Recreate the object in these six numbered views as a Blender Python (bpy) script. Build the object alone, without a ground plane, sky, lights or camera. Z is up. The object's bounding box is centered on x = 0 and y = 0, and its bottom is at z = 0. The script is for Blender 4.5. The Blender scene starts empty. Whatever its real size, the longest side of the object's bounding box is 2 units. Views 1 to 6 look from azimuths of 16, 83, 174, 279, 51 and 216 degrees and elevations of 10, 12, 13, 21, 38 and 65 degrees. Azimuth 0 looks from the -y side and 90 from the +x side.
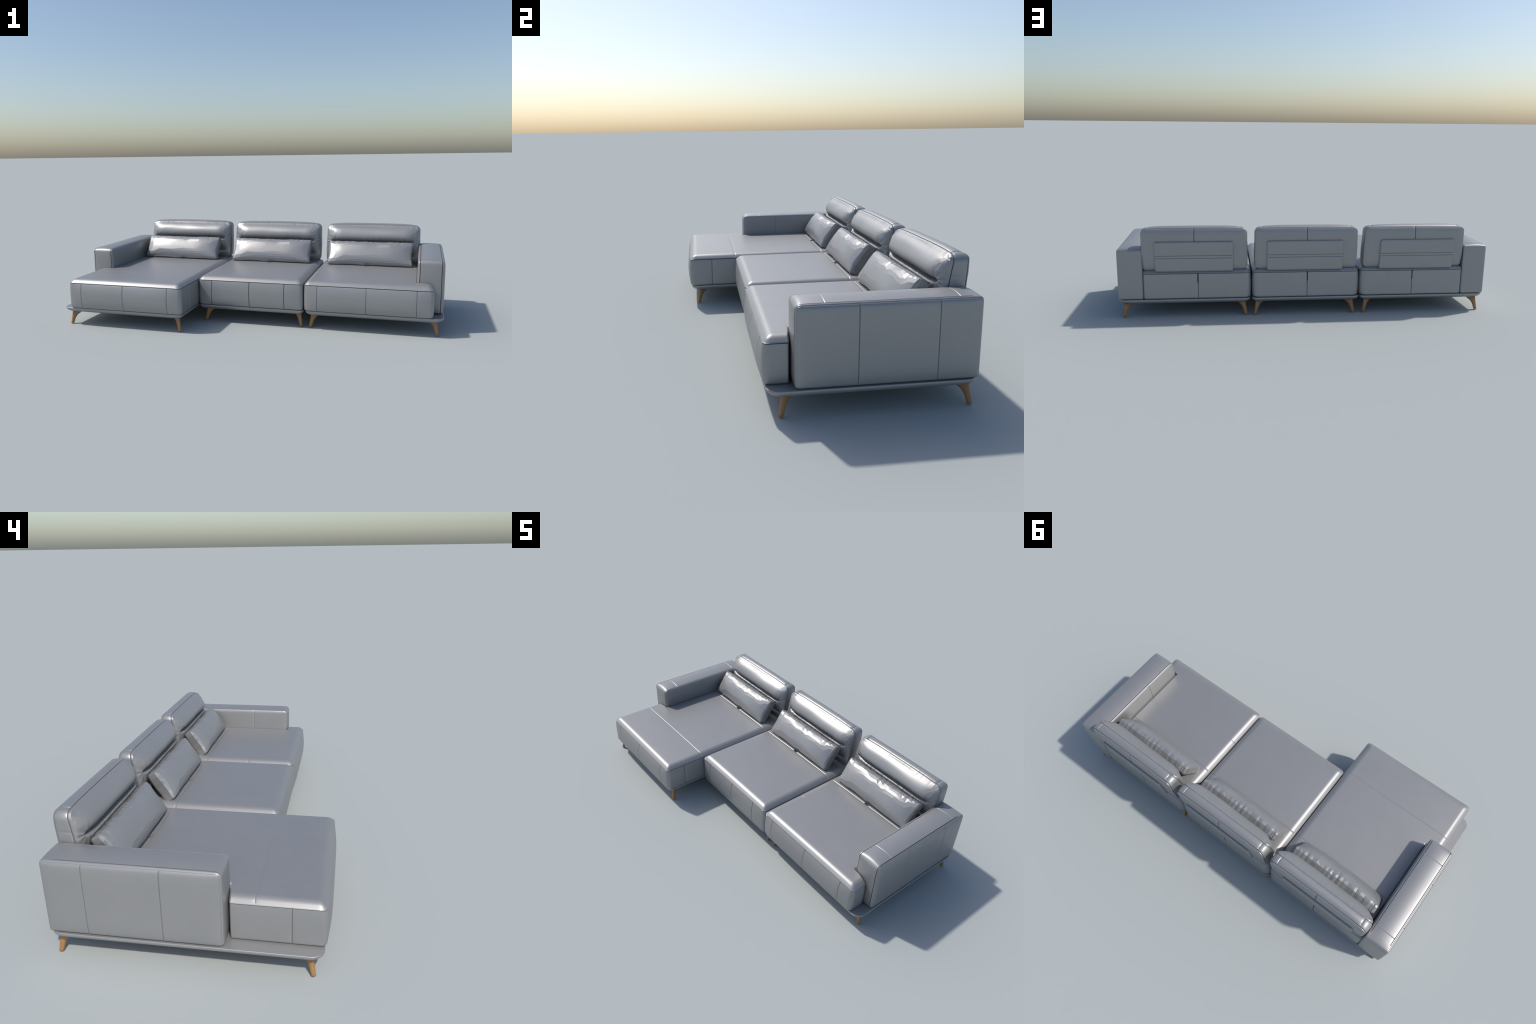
import bpy, bmesh, math, random
import numpy as np
from mathutils import Vector

RNG = np.random.RandomState(11)

# ------------------------------------------------------------------ materials
def new_mat(name):
    m = bpy.data.materials.new(name)
    m.use_nodes = True
    nt = m.node_tree
    return m, nt, nt.nodes["Principled BSDF"]

def leather_material(name, dark, light, rough, bump=0.05):
    m, nt, b = new_mat(name)
    tc = nt.nodes.new("ShaderNodeTexCoord")
    n1 = nt.nodes.new("ShaderNodeTexNoise")
    n1.inputs["Scale"].default_value = 9.0
    n1.inputs["Detail"].default_value = 3.0
    ramp = nt.nodes.new("ShaderNodeValToRGB")
    ramp.color_ramp.elements[0].position = 0.3
    ramp.color_ramp.elements[0].color = (*dark, 1)
    ramp.color_ramp.elements[1].position = 0.7
    ramp.color_ramp.elements[1].color = (*light, 1)
    vor = nt.nodes.new("ShaderNodeTexVoronoi")
    vor.inputs["Scale"].default_value = 420.0
    bmp = nt.nodes.new("ShaderNodeBump")
    bmp.inputs["Strength"].default_value = bump
    bmp.inputs["Distance"].default_value = 0.0004
    L = nt.links.new
    L(tc.outputs["Object"], n1.inputs["Vector"])
    L(tc.outputs["Object"], vor.inputs["Vector"])
    L(n1.outputs["Fac"], ramp.inputs["Fac"])
    L(ramp.outputs["Color"], b.inputs["Base Color"])
    L(vor.outputs["Distance"], bmp.inputs["Height"])
    L(bmp.outputs["Normal"], b.inputs["Normal"])
    b.inputs["Roughness"].default_value = rough
    b.inputs["Specular IOR Level"].default_value = 0.62
    b.inputs["Metallic"].default_value = 0.40
    return m

def wood_material():
    m, nt, b = new_mat("oiled_wood")
    tc = nt.nodes.new("ShaderNodeTexCoord")
    mp = nt.nodes.new("ShaderNodeMapping")
    mp.inputs["Scale"].default_value = (60, 60, 6)
    n1 = nt.nodes.new("ShaderNodeTexNoise")
    n1.inputs["Scale"].default_value = 3.0
    n1.inputs["Detail"].default_value = 4.0
    ramp = nt.nodes.new("ShaderNodeValToRGB")
    ramp.color_ramp.elements[0].position = 0.3
    ramp.color_ramp.elements[0].color = (0.322, 0.166, 0.062, 1)
    ramp.color_ramp.elements[1].position = 0.7
    ramp.color_ramp.elements[1].color = (0.38, 0.200, 0.075, 1)
    L = nt.links.new
    L(tc.outputs["Object"], mp.inputs["Vector"])
    L(mp.outputs["Vector"], n1.inputs["Vector"])
    L(n1.outputs["Fac"], ramp.inputs["Fac"])
    L(ramp.outputs["Color"], b.inputs["Base Color"])
    b.inputs["Roughness"].default_value = 0.5
    return m

LEATHER = leather_material("grey_leather", (0.300, 0.300, 0.301), (0.311, 0.311, 0.312), 0.43)
WOOD = wood_material()

# ------------------------------------------------------------------ helpers
ROOT = bpy.data.objects.new("sectional_sofa", None)
bpy.context.collection.objects.link(ROOT)
ROOT["label"] = "grey leather three-seat sectional sofa with chaise and wooden legs"
ROOT["category"] = "sofa"

def link(name, mesh, parent, mat=None, loc=(0, 0, 0)):
    o = bpy.data.objects.new(name, mesh)
    bpy.context.collection.objects.link(o)
    o.parent = parent
    o.location = loc
    if mat and not mesh.materials:
        mesh.materials.append(mat)
    return o

def lines(lo, hi, step, seams=(), extra=()):
    """grid lines between lo and hi, denser round each seam"""
    n = max(2, int(round((hi - lo) / step)))
    base = list(np.linspace(lo, hi, n + 1))
    fine = []
    for s in seams:
        for d in (0.0, 0.0009, 0.0018, 0.003, 0.006, 0.010, 0.015):
            fine += [s - d, s + d] if d else [s]
    fine += list(extra)
    fine = sorted(f for f in fine if lo + 1e-5 < f < hi - 1e-5)
    keep = [b for b in base if b in (base[0], base[-1]) or
            all(abs(b - f) > 0.0022 for f in fine)]
    out = sorted(keep + fine)
    res = [out[0]]
    for v in out[1:]:
        if v - res[-1] > 2e-4:
            res.append(v)
    res[-1] = hi
    return np.array(res)

def box_grid(xs, ys, zs):
    """surface of a cuboid as a closed quad mesh on the given grid lines"""
    ids, verts, faces = {}, [], []
    nx, ny, nz = len(xs) - 1, len(ys) - 1, len(zs) - 1
    def vid(i, j, k):
        key = (i, j, k)
        if key not in ids:
            ids[key] = len(verts)
            verts.append((xs[i], ys[j], zs[k]))
        return ids[key]
    for i in range(nx):
        for j in range(ny):
            faces.append((vid(i, j, 0), vid(i, j+1, 0), vid(i+1, j+1, 0), vid(i+1, j, 0)))
            faces.append((vid(i, j, nz), vid(i+1, j, nz), vid(i+1, j+1, nz), vid(i, j+1, nz)))
    for i in range(nx):
        for k in range(nz):
            faces.append((vid(i, 0, k), vid(i+1, 0, k), vid(i+1, 0, k+1), vid(i, 0, k+1)))
            faces.append((vid(i, ny, k), vid(i, ny, k+1), vid(i+1, ny, k+1), vid(i+1, ny, k)))
    for j in range(ny):
        for k in range(nz):
            faces.append((vid(0, j, k), vid(0, j, k+1), vid(0, j+1, k+1), vid(0, j+1, k)))
            faces.append((vid(nx, j, k), vid(nx, j+1, k), vid(nx, j+1, k+1), vid(nx, j, k+1)))
    return np.array(verts), faces

def round_box(P, lo, hi, r_lo, r_hi):
    """pull the cuboid's surface in to rounded edges; radii per axis and side"""
    lo, hi, r_lo, r_hi = map(np.array, (lo, hi, r_lo, r_hi))
    inner = np.clip(P, lo + r_lo, hi - r_hi)
    d = P - inner
    r = np.where(d < 0, r_lo, r_hi)
    q = d / np.maximum(r, 1e-9)
    n = np.linalg.norm(q, axis=1, keepdims=True)
    q = np.where(n > 1e-9, q / np.maximum(n, 1e-9), 0)
    return inner + q * r

def plan_round(x, y, x0, x1, y0, y1, r, ry=None):
    """rounded-rectangle plan: each corner square is mapped onto a disc"""
    ry = ry or r
    ix, iy = np.clip(x, x0 + r, x1 - r), np.clip(y, y0 + ry, y1 - ry)
    qx, qy = (x - ix) / r, (y - iy) / ry
    m, l = np.maximum(np.abs(qx), np.abs(qy)), np.hypot(qx, qy)
    k = np.where(l > 1e-9, m / np.maximum(l, 1e-9), 0)
    return ix + qx * k * r, iy + qy * k * ry

def bump01(t):                       # 1 in the middle, 0 at t = +-1, flat slopes
    t = np.clip(np.abs(t), 0, 1)
    return (1 - t * t) ** 2

def dome(t, p=4):
    return 1 - np.clip(np.abs(t), 0, 1) ** p

def sstep(a, b, x):
    t = np.clip((x - a) / (b - a), 0, 1)
    return t * t * (3 - 2 * t)

def groove(t, width=0.0018, depth=0.004, pillow=0.0012, spread=0.008):
    """stitched seam: a narrow cut in a soft dip; t = distance from the seam"""
    a = np.abs(t)
    cut = depth * np.clip(1 - a / width, 0, 1) ** 0.7
    return -(cut + pillow * np.exp(-(a / spread) ** 2))

def make_mesh(name, P, faces, P0=None, detail=None, smooth=True):
    """mesh from points; detail(P0, P, N) gives a displacement along the normal"""
    me = bpy.data.meshes.new(name)
    me.from_pydata([tuple(p) for p in P], [], faces)
    me.update()
    if detail is not None:
        N = np.empty(len(P) * 3)
        me.vertices.foreach_get("normal", N)
        N = N.reshape(-1, 3)
        Q = P + N * detail(P0, P, N)[:, None]
        me.vertices.foreach_set("co", Q.ravel())
        me.update()
    me.polygons.foreach_set("use_smooth", [smooth] * len(faces))
    # crisp lips where a seam cuts in, so its walls do not shade the leather beside it
    bm = bmesh.new()
    bm.from_mesh(me)
    for e in bm.edges:
        if len(e.link_faces) == 2 and e.calc_face_angle(0.0) > math.radians(36):
            e.smooth = False
    bm.to_mesh(me)
    bm.free()
    me.update()
    return me

def pleats(x, seed, count, lo, hi, w=(0.002, 0.006)):
    """random little folds along x, both in and out"""
    r = np.random.RandomState(seed)
    y = np.zeros_like(x)
    for c in r.uniform(lo, hi, count):
        s = r.uniform(*w)
        y += r.choice([-1, 1]) * r.uniform(0.4, 1) * np.exp(-((x - c) / s) ** 2)
    return y

def lumps(P, seed, count, scale):
    """soft random undulation over a surface: a few plane waves"""
    r = np.random.RandomState(seed)
    y = np.zeros(len(P))
    for _ in range(count):
        k = r.normal(size=3)
        k /= np.linalg.norm(k)
        y += np.sin(P @ k * r.uniform(0.6, 1.6) * 2 * math.pi / scale + r.uniform(0, 6.28))
    return y / math.sqrt(count)

# ------------------------------------------------------------------ seat block
SEAT_BOTTOM, SEAM_Z, SEAT_TOP = 0.098, 0.2365, 0.238
BACK_Y = 0.459
PAD_R, PAD_A = 0.035, 0.97      # seat pad's edge: width, angle it leaves the seam at

RIM = (0.0012, 0.003, 0.0055, 0.0085, 0.012, 0.016, 0.020, 0.025, 0.030, 0.036, 0.042, 0.048)

def seat(x0, x1, y0, belly, notch_side, front_seams, back_seams, deep, side_seams=(), top_seams=(), folds=()):
    """x0..x1 front width; behind the armrest's front the side steps in"""
    cx = (x0 + x1) / 2
    xs = lines(x0, x1, 0.011, list(front_seams) + list(back_seams),
               [x0 + d for d in RIM] + [x1 - d for d in RIM] +
               list(back_seams[len(back_seams) // 2] + np.linspace(-0.016, 0.016, 17)))
    yex = [y0 + d for d in RIM] + [BACK_Y - d for d in RIM]
    yex += list(np.linspace(0.2215, 0.2385, 13))
    if notch_side:
        yex += list(np.linspace(-0.1615, -0.1455, 15))
    ys = lines(y0, BACK_Y, 0.012, list(top_seams) + [0.222] + list(side_seams) + [f[0] for f in folds], yex)
    zs = lines(SEAT_BOTTOM, SEAT_TOP, 0.009, [SEAM_Z], [0.1 + 0.002 * i for i in range(5)])
    P0, faces = box_grid(xs, ys, zs)
    P = P0.copy()
    # upright corners rounded in plan, a small tuck under the bottom edge
    tuck = 0.009 * (1 - np.sqrt(np.clip((P0[:, 2] - SEAT_BOTTOM) / 0.010, 0, 1) * (2 - np.clip((P0[:, 2] - SEAT_BOTTOM) / 0.010, 0, 1))))
    P[:, 0], P[:, 1] = plan_round(P0[:, 0], P0[:, 1], x0, x1, y0, BACK_Y, np.where(P0[:, 1] > 0, 0.034, 0.018))
    P[:, 0] -= tuck * (P[:, 0] - cx) / ((x1 - x0) / 2)
    P[:, 1] -= tuck * (P[:, 1] - (y0 + BACK_Y) / 2) / ((BACK_Y - y0) / 2)
    u = (P[:, 0] - cx) / ((x1 - x0) / 2)
    yc = (y0 + BACK_Y) / 2
    v = (P[:, 1] - yc) / ((BACK_Y - y0) / 2)
    w = (P[:, 2] - SEAT_BOTTOM) / (SEAM_Z - SEAT_BOTTOM) * 2 - 1
    # top: a padded pillow that rises in a quarter ellipse from the seam
    top = P0[:, 2] > SEAT_TOP - 1e-6
    dx = np.minimum(P[:, 0] - x0, x1 - P[:, 0])
    dy = np.minimum(P[:, 1] - y0, BACK_Y - P[:, 1])
    ea = np.clip(1 - dx / PAD_R, 0, 1)
    eb = np.clip(1 - dy / PAD_R, 0, 1)
    e = np.clip((ea ** 3.4 + eb ** 3.4) ** (1 / 3.4), 0, 1)
    P[:, 2] = np.where(top, SEAT_TOP + PAD_R / PAD_A * (np.log(np.cos(PAD_A * e)) - math.log(math.cos(PAD_A))) + 0.0030 * dome(u, 2.5) * dome(v, 3), P[:, 2])
    side = (1 - np.clip(np.abs(w), 0, 1) ** 2.5) * ~top
    frontness = np.clip((y0 + 0.08 - P[:, 1]) / 0.08, 0, 1)
    P[:, 1] -= belly * side * frontness * dome(u, 6)
    P[:, 0] += np.sign(u) * 0.003 * side * sstep(0.9, 1, np.abs(u))
    if notch_side:
        edge = x1 if notch_side > 0 else x0
        inner = notch_side * 0.870
        k = np.clip((P[:, 1] + 0.1595) / 0.012, 0, 1)
        k = 1 - np.sqrt(1 - k * k)
        start = notch_side * 0.80
        f = np.clip((P[:, 0] - start) / (edge - start), 0, 1.2)
        P[:, 0] -= f * k * (edge - inner)
    def detail(Q0, Q, N):
        d = np.zeros(len(Q))
        x, y, z = Q0.T
        fr, bk = y < y0 + 1e-6, y > BACK_Y - 1e-6
        tp = (z > SEAT_TOP - 1e-6) & (x > x0 + 0.004) & (x < x1 - 0.004) & (y > y0 + 0.004)
        below = (z < SEAM_Z) & (z > SEAT_BOTTOM + 0.002)
        d += np.where(~tp, groove(z - SEAM_Z, 0.0011, 0.0055, 0.0, 0.004)
                      + np.where(z > SEAM_Z + 0.0005, 0.0009, -0.0005 * np.exp(-(SEAM_Z - z) / 0.004)), 0)
        for s in front_seams:
            d += np.where(fr & below, groove(x - s, 0.0016, 0.006 if deep else 0.0025, 0.0004, 0.005), 0)
        for i, s in enumerate(back_seams):
            mid = i == len(back_seams) // 2
            d += np.where(bk & below, groove(x - s, 0.0016, 0.0045 if mid else 0.0006, 0.0003), 0)
            if mid:                  # slit for the back's strap
                d += np.where(bk & (z > 0.19), -0.02 * (np.abs(x - s) < 0.003), 0)
        d += np.where(tp, groove(y - 0.222, 0.0020, 0.0010, 0.0006, 0.004), 0)
        d += np.where(tp, -0.022 * np.clip(1.3 - np.abs((x - cx_mid) / 0.014) ** 4 - np.abs((y - 0.2285) / 0.0070) ** 4, 0, 1), 0)
        for s in top_seams:
            d += np.where(tp, groove(y - s, 0.0018, 0.0007, 0.0005, 0.004), 0)
        sides = ((x < x0 + 1e-6) | (x > x1 - 1e-6)) & below
        for s in side_seams:
            d += np.where(sides, groove(y - s, 0.0016, 0.0028, 0.0008), 0)
        for s, xe, wlen in folds:    # short darts at a seat's edge
            d += np.where(tp | (z > SEAM_Z), groove(y - s, 0.0016, 0.0022, 0.0006) *
                          np.clip(1 - np.abs(x - xe) / wlen, 0, 1), 0)
        return d
    cx_mid = back_seams[len(back_seams) // 2]
    me = make_mesh("seat", P, faces, P0, detail)
    return link("seat", me, ROOT, LEATHER)

# ------------------------------------------------------------------ base
def base(x0, x1, y0, y1, r_left, r_right):
    """thin padded platform: rounded plan, upright rim, undercut below"""
    def outline(inset):
        pts = []
        def corner(cx, cy, r, a0):
            for i in range(13):
                a = a0 + math.pi / 2 * i / 12
                pts.append((cx + r * math.cos(a), cy + r * math.sin(a)))
        X0, X1, Y0, Y1 = x0 + inset, x1 - inset, y0 + inset, y1 - inset
        rl, rr = max(r_left - inset * 0.6, 0.006), max(r_right - inset * 0.6, 0.006)
        corner(X1 - rr, Y0 + rr, rr, -math.pi / 2)
        corner(X1 - rr, Y1 - rr, rr, 0)
        corner(X0 + rl, Y1 - rl, rl, math.pi / 2)
        corner(X0 + rl, Y0 + rl, rl, math.pi)
        return pts
    prof = [(0.0020, 0.0976), (0.0007, 0.0971), (0.0, 0.0959), (0.0, 0.0900), (0.0011, 0.0872),
            (0.0042, 0.0832), (0.0085, 0.0793), (0.0140, 0.0757), (0.0210, 0.0726), (0.0300, 0.0705)]
    rings = [[(x, y, z) for x, y in outline(i)] for i, z in prof]
    n = len(rings[0])
    verts = [v for ring in rings for v in ring]
    faces = []
    for a in range(len(rings) - 1):
        for i in range(n):
            j = (i + 1) % n
            faces.append((a*n + i, (a+1)*n + i, (a+1)*n + j, a*n + j))
    faces.append(tuple(range(n)))
    faces.append(tuple(reversed(range((len(rings)-1)*n, len(rings)*n))))
    me = bpy.data.meshes.new("base_frame")
    me.from_pydata(verts, [], faces)
    me.polygons.foreach_set("use_smooth", [len(f) == 4 for f in faces])
    me.update()
    return link("base_frame", me, ROOT, LEATHER)

# ------------------------------------------------------------------ legs
def leg_mesh():
    """splayed leg; local +x,+y is outward, foot centred on the origin"""
    #        z     outer line  width in x/y   half thickness
    prof = [(0.0,    0.0048, 0.0146, 0.0071), (0.0014, 0.0060, 0.0170, 0.0083),
            (0.012,  0.0046, 0.0180, 0.0086), (0.022,  0.0032, 0.0190, 0.0090),
            (0.032,  0.0018, 0.0208, 0.0094), (0.040,  0.0004, 0.0236, 0.0098),
            (0.047, -0.0008, 0.0270, 0.0102), (0.053, -0.0019, 0.0330, 0.0107),
            (0.058, -0.0027, 0.0395, 0.0111), (0.0615, -0.0033, 0.0450, 0.0113),
            (0.0715, -0.0036, 0.0460, 0.0113)]
    n, verts, faces = 24, [], []
    for z, outer, w, b in prof:
        h = w / 2
        c = outer - h
        a = math.sqrt(max(2 * h * h - b * b, b * b))
        for i in range(n):
            t = 2 * math.pi * i / n
            p, q = a * math.cos(t), b * math.sin(t)
            verts.append((c + (p - q) * 0.70711, c + (p + q) * 0.70711, z))
    for k in range(len(prof) - 1):
        for i in range(n):
            j = (i + 1) % n
            faces.append((k*n+i, k*n+j, (k+1)*n+j, (k+1)*n+i))
    faces.append(tuple(reversed(range(n))))
    faces.append(tuple(range((len(prof)-1)*n, len(prof)*n)))
    me = bpy.data.meshes.new("leg")
    me.from_pydata(verts, [], faces)
    me.polygons.foreach_set("use_smooth", [len(f) == 4 for f in faces])
    me.materials.append(WOOD)
    me.update()
    return me

LEG = leg_mesh()
def leg(parent, x, y, sx, sy):
    o = link("leg", LEG, parent, None, (x, y, 0))
    # turn so that local (+,+) points to (sx, sy)
    o.rotation_euler = (0, 0, math.atan2(sy, sx) - math.pi / 4)
    return o

# ------------------------------------------------------------------ armrest
def armrest(side):
    a0, a1 = 0.866, 0.993            # inner and outer faces
    y0, y1, z0, z1 = -0.142, 0.460, 0.0985, 0.3705
    seam_in, seam_out = a0 + 0.0105, a1 - 0.0105
    cross = (-0.05, 0.385)           # seams over the top strip
    sideseams = (0.057, 0.316)
    xs = lines(a0, a1, 0.009, (seam_in, seam_out), [a0 + 0.002, a0 + 0.004, a1 - 0.002, a1 - 0.004])
    ys = lines(y0, y1, 0.012, cross + sideseams, [y0 + 0.003 * i for i in range(1, 10)] + [y1 - 0.003 * i for i in range(1, 5)])
    zs = lines(z0, z1, 0.012, (), [z1 - 0.003 * i for i in range(1, 10)] + [z0 + 0.003 * i for i in range(1, 4)])
    P0, faces = box_grid(xs, ys, zs)
    P = round_box(P0, (a0, y0, z0), (a1, y1, z1), (0.006, 0.019, 0.008), (0.008, 0.010, 0.014))
    u = (P[:, 0] - (a0 + a1) / 2) / ((a1 - a0) / 2)
    v = (P[:, 1] - (y0 + y1) / 2) / ((y1 - y0) / 2)
    w = (P[:, 2] - (z0 + z1) / 2) / ((z1 - z0) / 2)
    # plump faces: rise quickly from each edge, then stay nearly flat
    outer = P0[:, 0] > a1 - 1e-6
    inner = P0[:, 0] < a0 + 1e-6
    puff = dome(v, 14) * dome(w, 9)
    P[:, 0] += 0.007 * puff * outer - 0.003 * puff * inner
    P[:, 2] += 0.0090 * dome(u, 2.0) * dome(v, 16) * sstep(0.6, 1.0, w)
    P[:, 1] -= 0.005 * dome(u, 3) * dome(w, 8) * sstep(-0.9, -1.0, v)
    P[:, 1] += 0.003 * dome(u, 3) * dome(w, 8) * sstep(0.9, 1.0, v)
    def detail(Q0, Q, N):
        x, y, z = Q0.T
        strip = ((z > z1 - 1e-6) & (y < 0.42)) | (y < y0 + 1e-6)
        d = np.zeros(len(Q))
        for s in (seam_in, seam_out):
            d += np.where(strip, groove(x - s, 0.0015, 0.0070, 0.0002, 0.003), 0)
        mid = (x > seam_in + 0.002) & (x < seam_out - 0.002) & (z > z1 - 1e-6)
        for s in cross:
            d += np.where(mid, groove(y - s, 0.0016, 0.0008, 0.0003, 0.0035), 0)
        for s in sideseams:
            d += np.where((x > a1 - 1e-6) & (z > z0 + 0.002), groove(y - s, 0.0014, 0.0026, 0.0004, 0.004), 0)
        d += np.where((x < a0 + 1e-6) & (z > z0 + 0.002), groove(y - 0.058, 0.0014, 0.0015, 0.0005), 0)
        return d
    if side < 0:
        P = P * (-1, 1, 1)
        P0m = P0
        faces = [tuple(reversed(f)) for f in faces]
    me = make_mesh("armrest", P, faces, P0, detail)
    return link("armrest", me, ROOT, LEATHER)

# ------------------------------------------------------------------ backrest
def back_profile(z):
    """front face depth (y) against height: lower pad, crease, upper roll"""
    pts = [(0.25, 0.384), (0.30, 0.378), (0.32, 0.369), (0.34, 0.361), (0.355, 0.3575), (0.366, 0.357), (0.372, 0.3565),
           (0.377, 0.3605), (0.380, 0.370), (0.383, 0.383), (0.3865, 0.386), (0.389, 0.378), (0.392, 0.369),
           (0.397, 0.3595), (0.405, 0.354), (0.416, 0.353), (0.428, 0.356), (0.441, 0.363), (0.453, 0.3725),
           (0.463, 0.384), (0.471, 0.397), (0.4775, 0.411), (0.49, 0.425)]
    return np.interp(z, [p[0] for p in pts], [p[1] for p in pts])

def front_edge(z):
    """front seam line at the ends of the back cushion"""
    return np.interp(z, [0.25, 0.27, 0.30, 0.368, 0.435, 0.46, 0.48], [0.384, 0.379, 0.380, 0.391, 0.403, 0.409, 0.413])

def back_edge(z):
    return np.interp(z, [0.25, 0.30, 0.364, 0.42, 0.467, 0.48], [0.446, 0.454, 0.461, 0.467, 0.468, 0.466])

def backrest(cx, seed):
    hw, z0, z1 = 0.272, 0.256, 0.4765
    n_front, n_back = 0.0, 1.0
    xs = lines(-hw, hw, 0.0045, (0.0, -0.232, 0.232))
    zs = lines(z0, z1, 0.005, (), list(np.linspace(0.366, 0.402, 25)))
    ts = lines(0.0, 0.07, 0.006, (0.010, 0.066))      # depth from front seam to back seam
    P0, faces = box_grid(xs, ts, zs)
    x, t, z = P0.T
    # rounded outline in the x-z plane, nothing rounded in depth yet
    flat = P0.copy()
    r = 0.026
    ix = np.clip(x, -hw + r, hw - r)
    iz = np.clip(z, z0 + r * 0.7, z1 - r)
    onrim = (np.abs(x) > hw - 1e-6) | (z < z0 + 1e-6) | (z > z1 - 1e-6)
    def rim(xa, za):
        ox, oz = xa - ix, za - iz
        rz = np.where(oz < 0, r * 0.7, r)
        q = np.stack([ox / r, oz / rz], 1)
        # square-to-disc so that inner grid lines follow the corner too
        m = np.maximum(np.abs(q[:, 0]), np.abs(q[:, 1]))
        l = np.linalg.norm(q, axis=1)
        s = np.where(l > 1e-9, m / np.maximum(l, 1e-9), 0)
        return ix + q[:, 0] * s * r, iz + q[:, 1] * s * rz
    fx, fz = rim(x, z)
    # width swells slightly at two thirds down
    k = t / 0.07
    fx = fx * (1 + 0.020 * np.sin(np.clip(k, 0, 1) * math.pi) ** 0.8 + 0.008 * bump01((fz - 0.34) / 0.09))
    fz = fz + 0.0115 * np.sin(np.clip(k, 0, 1) * math.pi) ** 0.8 * sstep(0.44, 0.474, fz) * dome(fx / hw, 6) \
            + 0.0015 * dome(fx / hw, 2) * sstep(0.40, 0.47, fz)
    # depth of the front face: profile in the middle fading to the seam at the ends
    e = np.minimum(hw - np.abs(fx), 0.2)
    e = np.clip(e, 0, None)
    rise = np.clip(e / np.where(fx > 0, 0.085, 0.095), 0, 1)
    rise = (1 - (1 - rise) ** 2) ** np.where(fx > 0, 0.58, 0.72)
    vert = np.clip((z1 - fz) / 0.012, 0, 1)
    prof = back_profile(fz)
    # ends: no crease there, a plain pillow
    soft = np.interp(fz, [0.25, 0.27, 0.30, 0.34, 0.385, 0.42, 0.45, 0.474], [0.384, 0.375, 0.371, 0.364, 0.358, 0.355, 0.368, 0.405])
    cm = sstep(0.252, 0.222, np.abs(fx))
    prof = prof * cm + soft * (1 - cm)
    prof = prof - 0.0045 * np.exp(-((fx - 0.12) / 0.14) ** 2 - ((fz - 0.432) / 0.028) ** 2)
    fe, be = front_edge(fz) - 0.007, back_edge(fz) - 0.003
    yf = fe + (np.minimum(prof, fe) - fe) * rise
    # back face: slight belly
    ub = fx / hw
    vb = (fz - (z0 + z1) / 2) / ((z1 - z0) / 2)
    yb = be + 0.0085 * dome(ub, 22) * dome(vb, 8)
    front, back = t < 1e-6, t > 0.07 - 1e-6
    y = np.where(front, yf, np.where(back, yb, fe + (be - fe) * k))
    P = np.stack([fx, y, fz], 1)
    def detail(Q0, Q, N):
        d = np.zeros(len(Q))
        x, t, z = Q0.T
        fr, bk = t < 1e-6, t > 0.07 - 1e-6
        rimv = ~fr & ~bk
        # piping grooves where front and back faces meet the border
        d += np.where(rimv, groove(t - 0.010, 0.0016, 0.0045, 0.0010, 0.004) + groove(t - 0.066, 0.0016, 0.0045, 0.0010, 0.004), 0)
        inner = rimv & (t > 0.012) & (t < 0.058)
        for s in (-0.232, 0.232):
            d += np.where(inner & (z > z1 - 1e-6), groove(x - s, 0.0022, 0.0012, 0.0014, 0.005), 0)
        d += np.where(inner & (np.abs(x) > hw - 1e-6), groove(z - 0.405, 0.0022, 0.0010, 0.0010, 0.004), 0)
        d += np.where(bk & (z > 0.40), groove(x, 0.0018, 0.005, 0.001, 0.006), 0)
        # pleats gathering into the crease
        fold = pleats(x, seed, 34, -0.23, 0.23)
        up = np.exp(-((z - 0.392) / 0.014) ** 2) * (z > 0.386)
        dn = np.exp(-((z - 0.372) / 0.010) ** 2) * (z < 0.385)
        d += np.where(fr, fold * (0.0012 * up), 0)
        d += np.where(fr, pleats(x, seed + 1, 46, -0.24, 0.24, (0.002, 0.005)) * 0.0016 * dn, 0)
        # gathers at the ends of the crease and in the upper corners
        for sx in (-1, 1):
            for px, pz, reach, amp in ((0.236, 0.386, 0.034, 0.0014), (0.250, 0.462, 0.022, 0.0016)):
                rx, rz = x - sx * px, z - pz
                rr = np.hypot(rx, rz)
                ang = np.arctan2(rz, rx)
                d += np.where(fr, amp * np.sin(ang * 9 + seed) * (rr / reach) * np.exp(1 - (rr / reach) ** 2 * 1.2) * 0.6, 0)
        # puckers along the upper seam
        pk = pleats(x, seed + 2, 16, -0.26, 0.26, (0.002, 0.004)) * np.exp(-((z - z1) / 0.011) ** 2)
        d += np.where((fr & (z > 0.455)) | (rimv & (t < 0.02) & (z > z1 - 1e-6)), pk * 0.0008, 0)
        d += np.where(fr, 0.0006 * lumps(Q * (0.5, 1, 1.3), seed + 3, 7, 0.10), 0)
        return d
    me = make_mesh("backrest", P, faces, P0, detail)
    ob = link("backrest", me, ROOT, LEATHER, (cx, 0, 0))
    return ob

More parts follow.
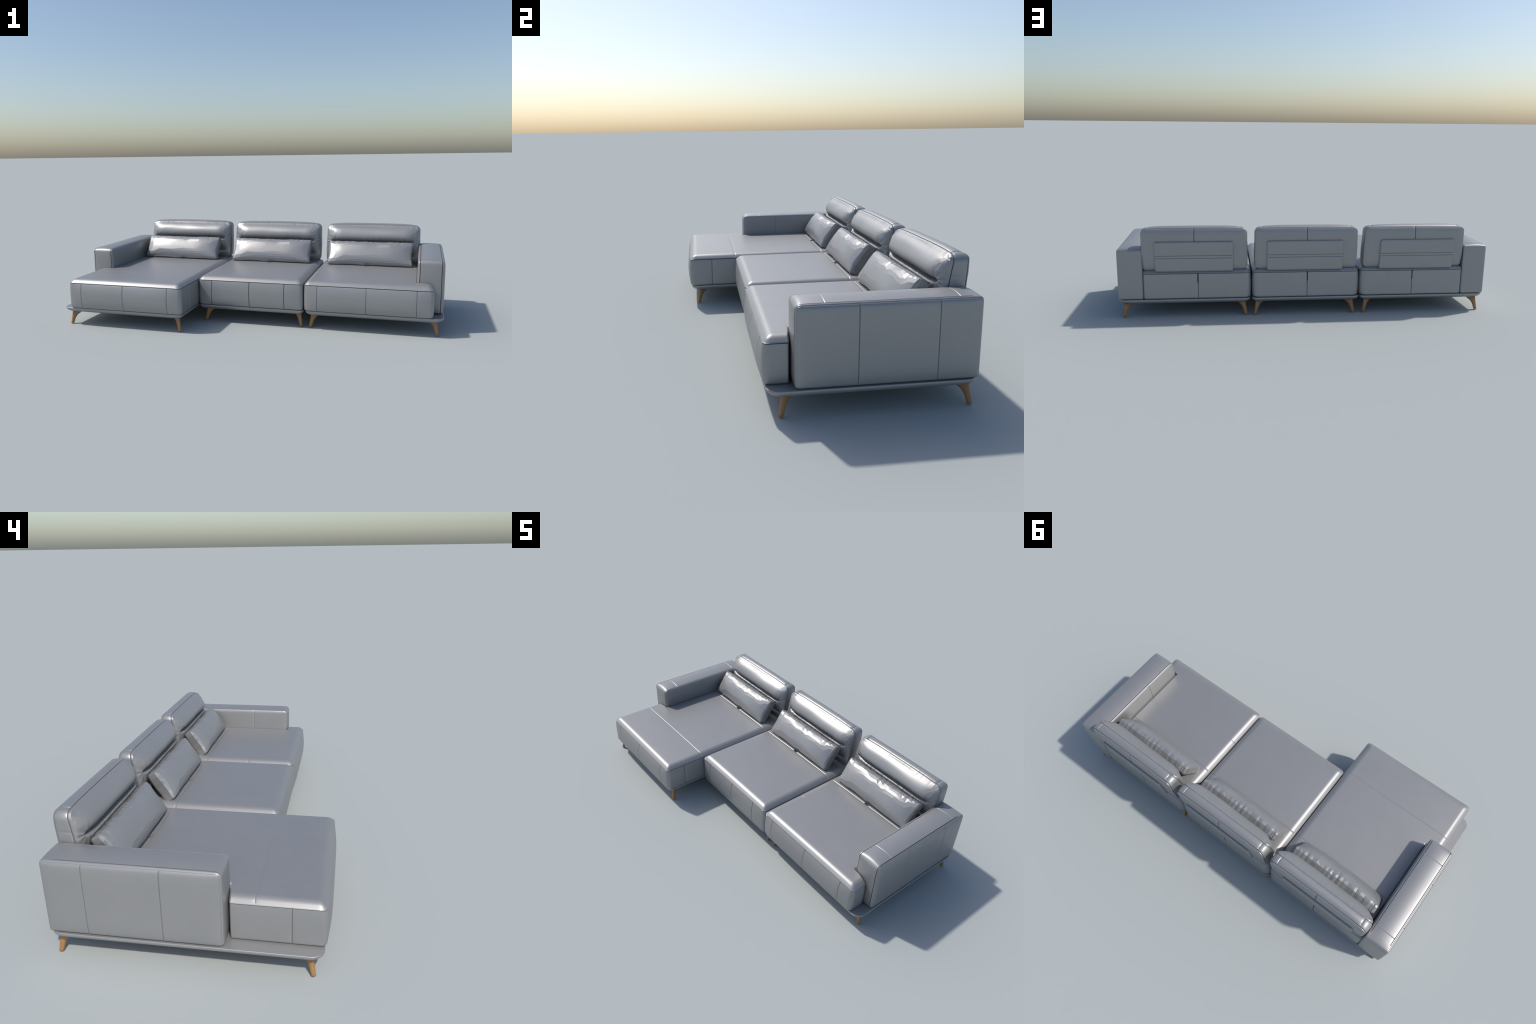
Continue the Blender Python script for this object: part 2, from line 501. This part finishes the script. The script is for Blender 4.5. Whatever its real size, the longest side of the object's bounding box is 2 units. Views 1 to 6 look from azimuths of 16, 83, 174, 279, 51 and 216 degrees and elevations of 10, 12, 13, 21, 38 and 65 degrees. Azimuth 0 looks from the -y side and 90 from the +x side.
def back_panel(parent, offset):
    hw, z0, z1 = 0.204, 0.2485, 0.411
    y0, y1 = 0.450, 0.4815
    xs = lines(-hw, hw, 0.010, (0.0, -0.065, 0.065, -0.140, 0.140), [-hw + 0.0025 * i for i in range(1, 6)] + [hw - 0.0025 * i for i in range(1, 6)])
    zs = lines(z0, z1, 0.008, (0.3365, 0.3225), [z0 + 0.0025 * i for i in range(1, 6)] + [z1 - 0.0025 * i for i in range(1, 6)])
    ys = lines(y0, y1, 0.006, (), [y1 - 0.001 * i for i in range(1, 6)])
    P0, faces = box_grid(xs, ys, zs)
    P = round_box(P0, (-hw, y0, z0), (hw, y1, z1), (0.012, 0.004, 0.012), (0.012, 0.005, 0.012))
    P[:, 1] += back_edge(P[:, 2]) + 0.0165 - y1   # leans with the back
    def detail(Q0, Q, N):
        x, y, z = Q0.T
        bk = y > y1 - 1e-6
        d = np.zeros(len(Q))
        for s in (0.3365, 0.3225):
            d += np.where(bk, groove(z - s, 0.0014, 0.0022, 0.0003, 0.004), 0)
        low = bk & (z < 0.3215)
        for s in (-0.140, -0.065, 0.065, 0.140):
            d += np.where(low, groove(x - s, 0.0016, 0.0004, 0.0002, 0.004), 0)
        d += np.where(bk & (z > 0.3375), groove(x, 0.0016, 0.0008, 0.0003, 0.004), 0)
        return d
    me = make_mesh("back_panel", P, faces, P0, detail)
    return link("back_panel", me, parent, LEATHER, (offset, 0, 0))

# ------------------------------------------------------------------ lumbar cushion
def cushion(cx, seed):
    hw, hh, ht = 0.2425, 0.0745, 0.026
    lean = math.radians(34)
    xs = lines(-hw, hw, 0.006)
    us = lines(-hh, hh, 0.006)
    ts = lines(-ht, ht, 0.006)
    P0, faces = box_grid(xs, ts, us)             # x, thickness (front is -), height
    P = round_box(P0, (-hw, -ht, -hh), (hw, ht, hh), (0.012, 0.012, 0.012), (0.012, 0.012, 0.012))
    a, t, b = P[:, 0] / hw, P[:, 1] / ht, P[:, 2] / hh
    plump = np.clip(1 - np.abs(a) ** 4.5, 0, 1) * np.clip(1 - np.abs(b) ** 2.8, 0, 1)
    P[:, 1] += np.where(t < 0, 0.0285, 0.019) * plump * t
    # drawn-in edges, full corners
    P[:, 2] *= 1 - 0.035 * dome(a, 2) * 0
    P[:, 0] *= 1 + 0.020 * b * b - 0.010
    P[:, 2] *= 1 + 0.030 * a * a - 0.020
    def detail(Q0, Q, N):
        x, t, z = Q0.T
        d = 0.0015 * lumps(Q0 * (0.7, 1.0, 1.3), seed, 9, 0.085)
        edge = np.clip(np.abs(z) / hh, 0, 1) ** 3
        d += (0.35 * np.sin(x * 185 + 2.0 * np.sin(x * 31)) + pleats(x, seed + 5, 16, -hw, hw, (0.004, 0.010))) * 0.0022 * edge * np.where(z > 0, 1, 0.35)
        ends = np.clip(np.abs(x) / hw, 0, 1) ** 8
        d += pleats(z, seed + 6, 7, -hh, hh, (0.006, 0.012)) * 0.0025 * ends
        return d
    me = make_mesh("lumbar_cushion", P, faces, P0, detail)
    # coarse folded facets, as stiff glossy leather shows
    bm = bmesh.new()
    bm.from_mesh(me)
    tmp = bpy.data.objects.new("tmp", me)
    bm.free()
    bpy.context.collection.objects.link(tmp)
    mod = tmp.modifiers.new("d", "DECIMATE")
    mod.ratio = 0.075
    dg = bpy.context.evaluated_depsgraph_get()
    me2 = bpy.data.meshes.new_from_object(tmp.evaluated_get(dg))
    bpy.data.objects.remove(tmp)
    me2.name = "lumbar_cushion"
    bm = bmesh.new()
    bm.from_mesh(me2)
    for f in bm.faces:
        f.smooth = True
    for e in bm.edges:
        if len(e.link_faces) == 2:
            e.smooth = e.calc_face_angle() < math.radians(6.5)
    bm.to_mesh(me2)
    bm.free()
    ob = link("lumbar_cushion", me2, ROOT, LEATHER, (cx, 0.292, 0.3195))
    ob.rotation_euler = (-lean, 0, 0)
    return ob

# ------------------------------------------------------------------ assembly
FRONT, CHAISE_FRONT = -0.237, -0.471
seat(-0.948, -0.2960, CHAISE_FRONT, 0.013, -1, (-0.871, -0.623, -0.371), (-0.726, -0.584, -0.444), False,
     side_seams=(-0.359,), top_seams=(-0.238,))
seat(-0.2895, 0.2900, -0.2345, 0.009, 0, (-0.214, 0.0, 0.192), (-0.144, -0.005, 0.135), True)
seat(0.2990, 0.947, FRONT, 0.014, 1, (0.368, 0.619, 0.867), (0.441, 0.578, 0.727), False,
     folds=((-0.003, 0.304, 0.045),))

for x0, x1, y0, rl, rr, fy in ((-0.9995, -0.2985, -0.466, 0.046, 0.026, -0.434),
                               (-0.294, 0.292, -0.232, 0.026, 0.026, -0.187),
                               (0.302, 0.9995, -0.232, 0.026, 0.046, -0.187)):
    b = base(x0, x1, y0, 0.462, rl, rr)
    lx, rx = {True: (-0.9695, -0.3205)}.get(x0 < -0.5, (-0.2665, 0.2765) if x0 < 0 else (0.3225, 0.9725))
    leg(b, lx, fy, -1, -1)
    leg(b, rx, fy, 1, -1)
    leg(b, lx, 0.445, -1, 1)
    leg(b, rx, 0.445, 1, 1)

armrest(1)
armrest(-1)

for i, (cx, off) in enumerate(((-0.585, -0.015), (0.001, 0.008), (0.593, 0.002))):
    bk = backrest(cx, 20 + 7 * i)
    back_panel(bk, off)
for i, cx in enumerate((-0.599, -0.0075, 0.5875)):
    cushion(cx, 40)
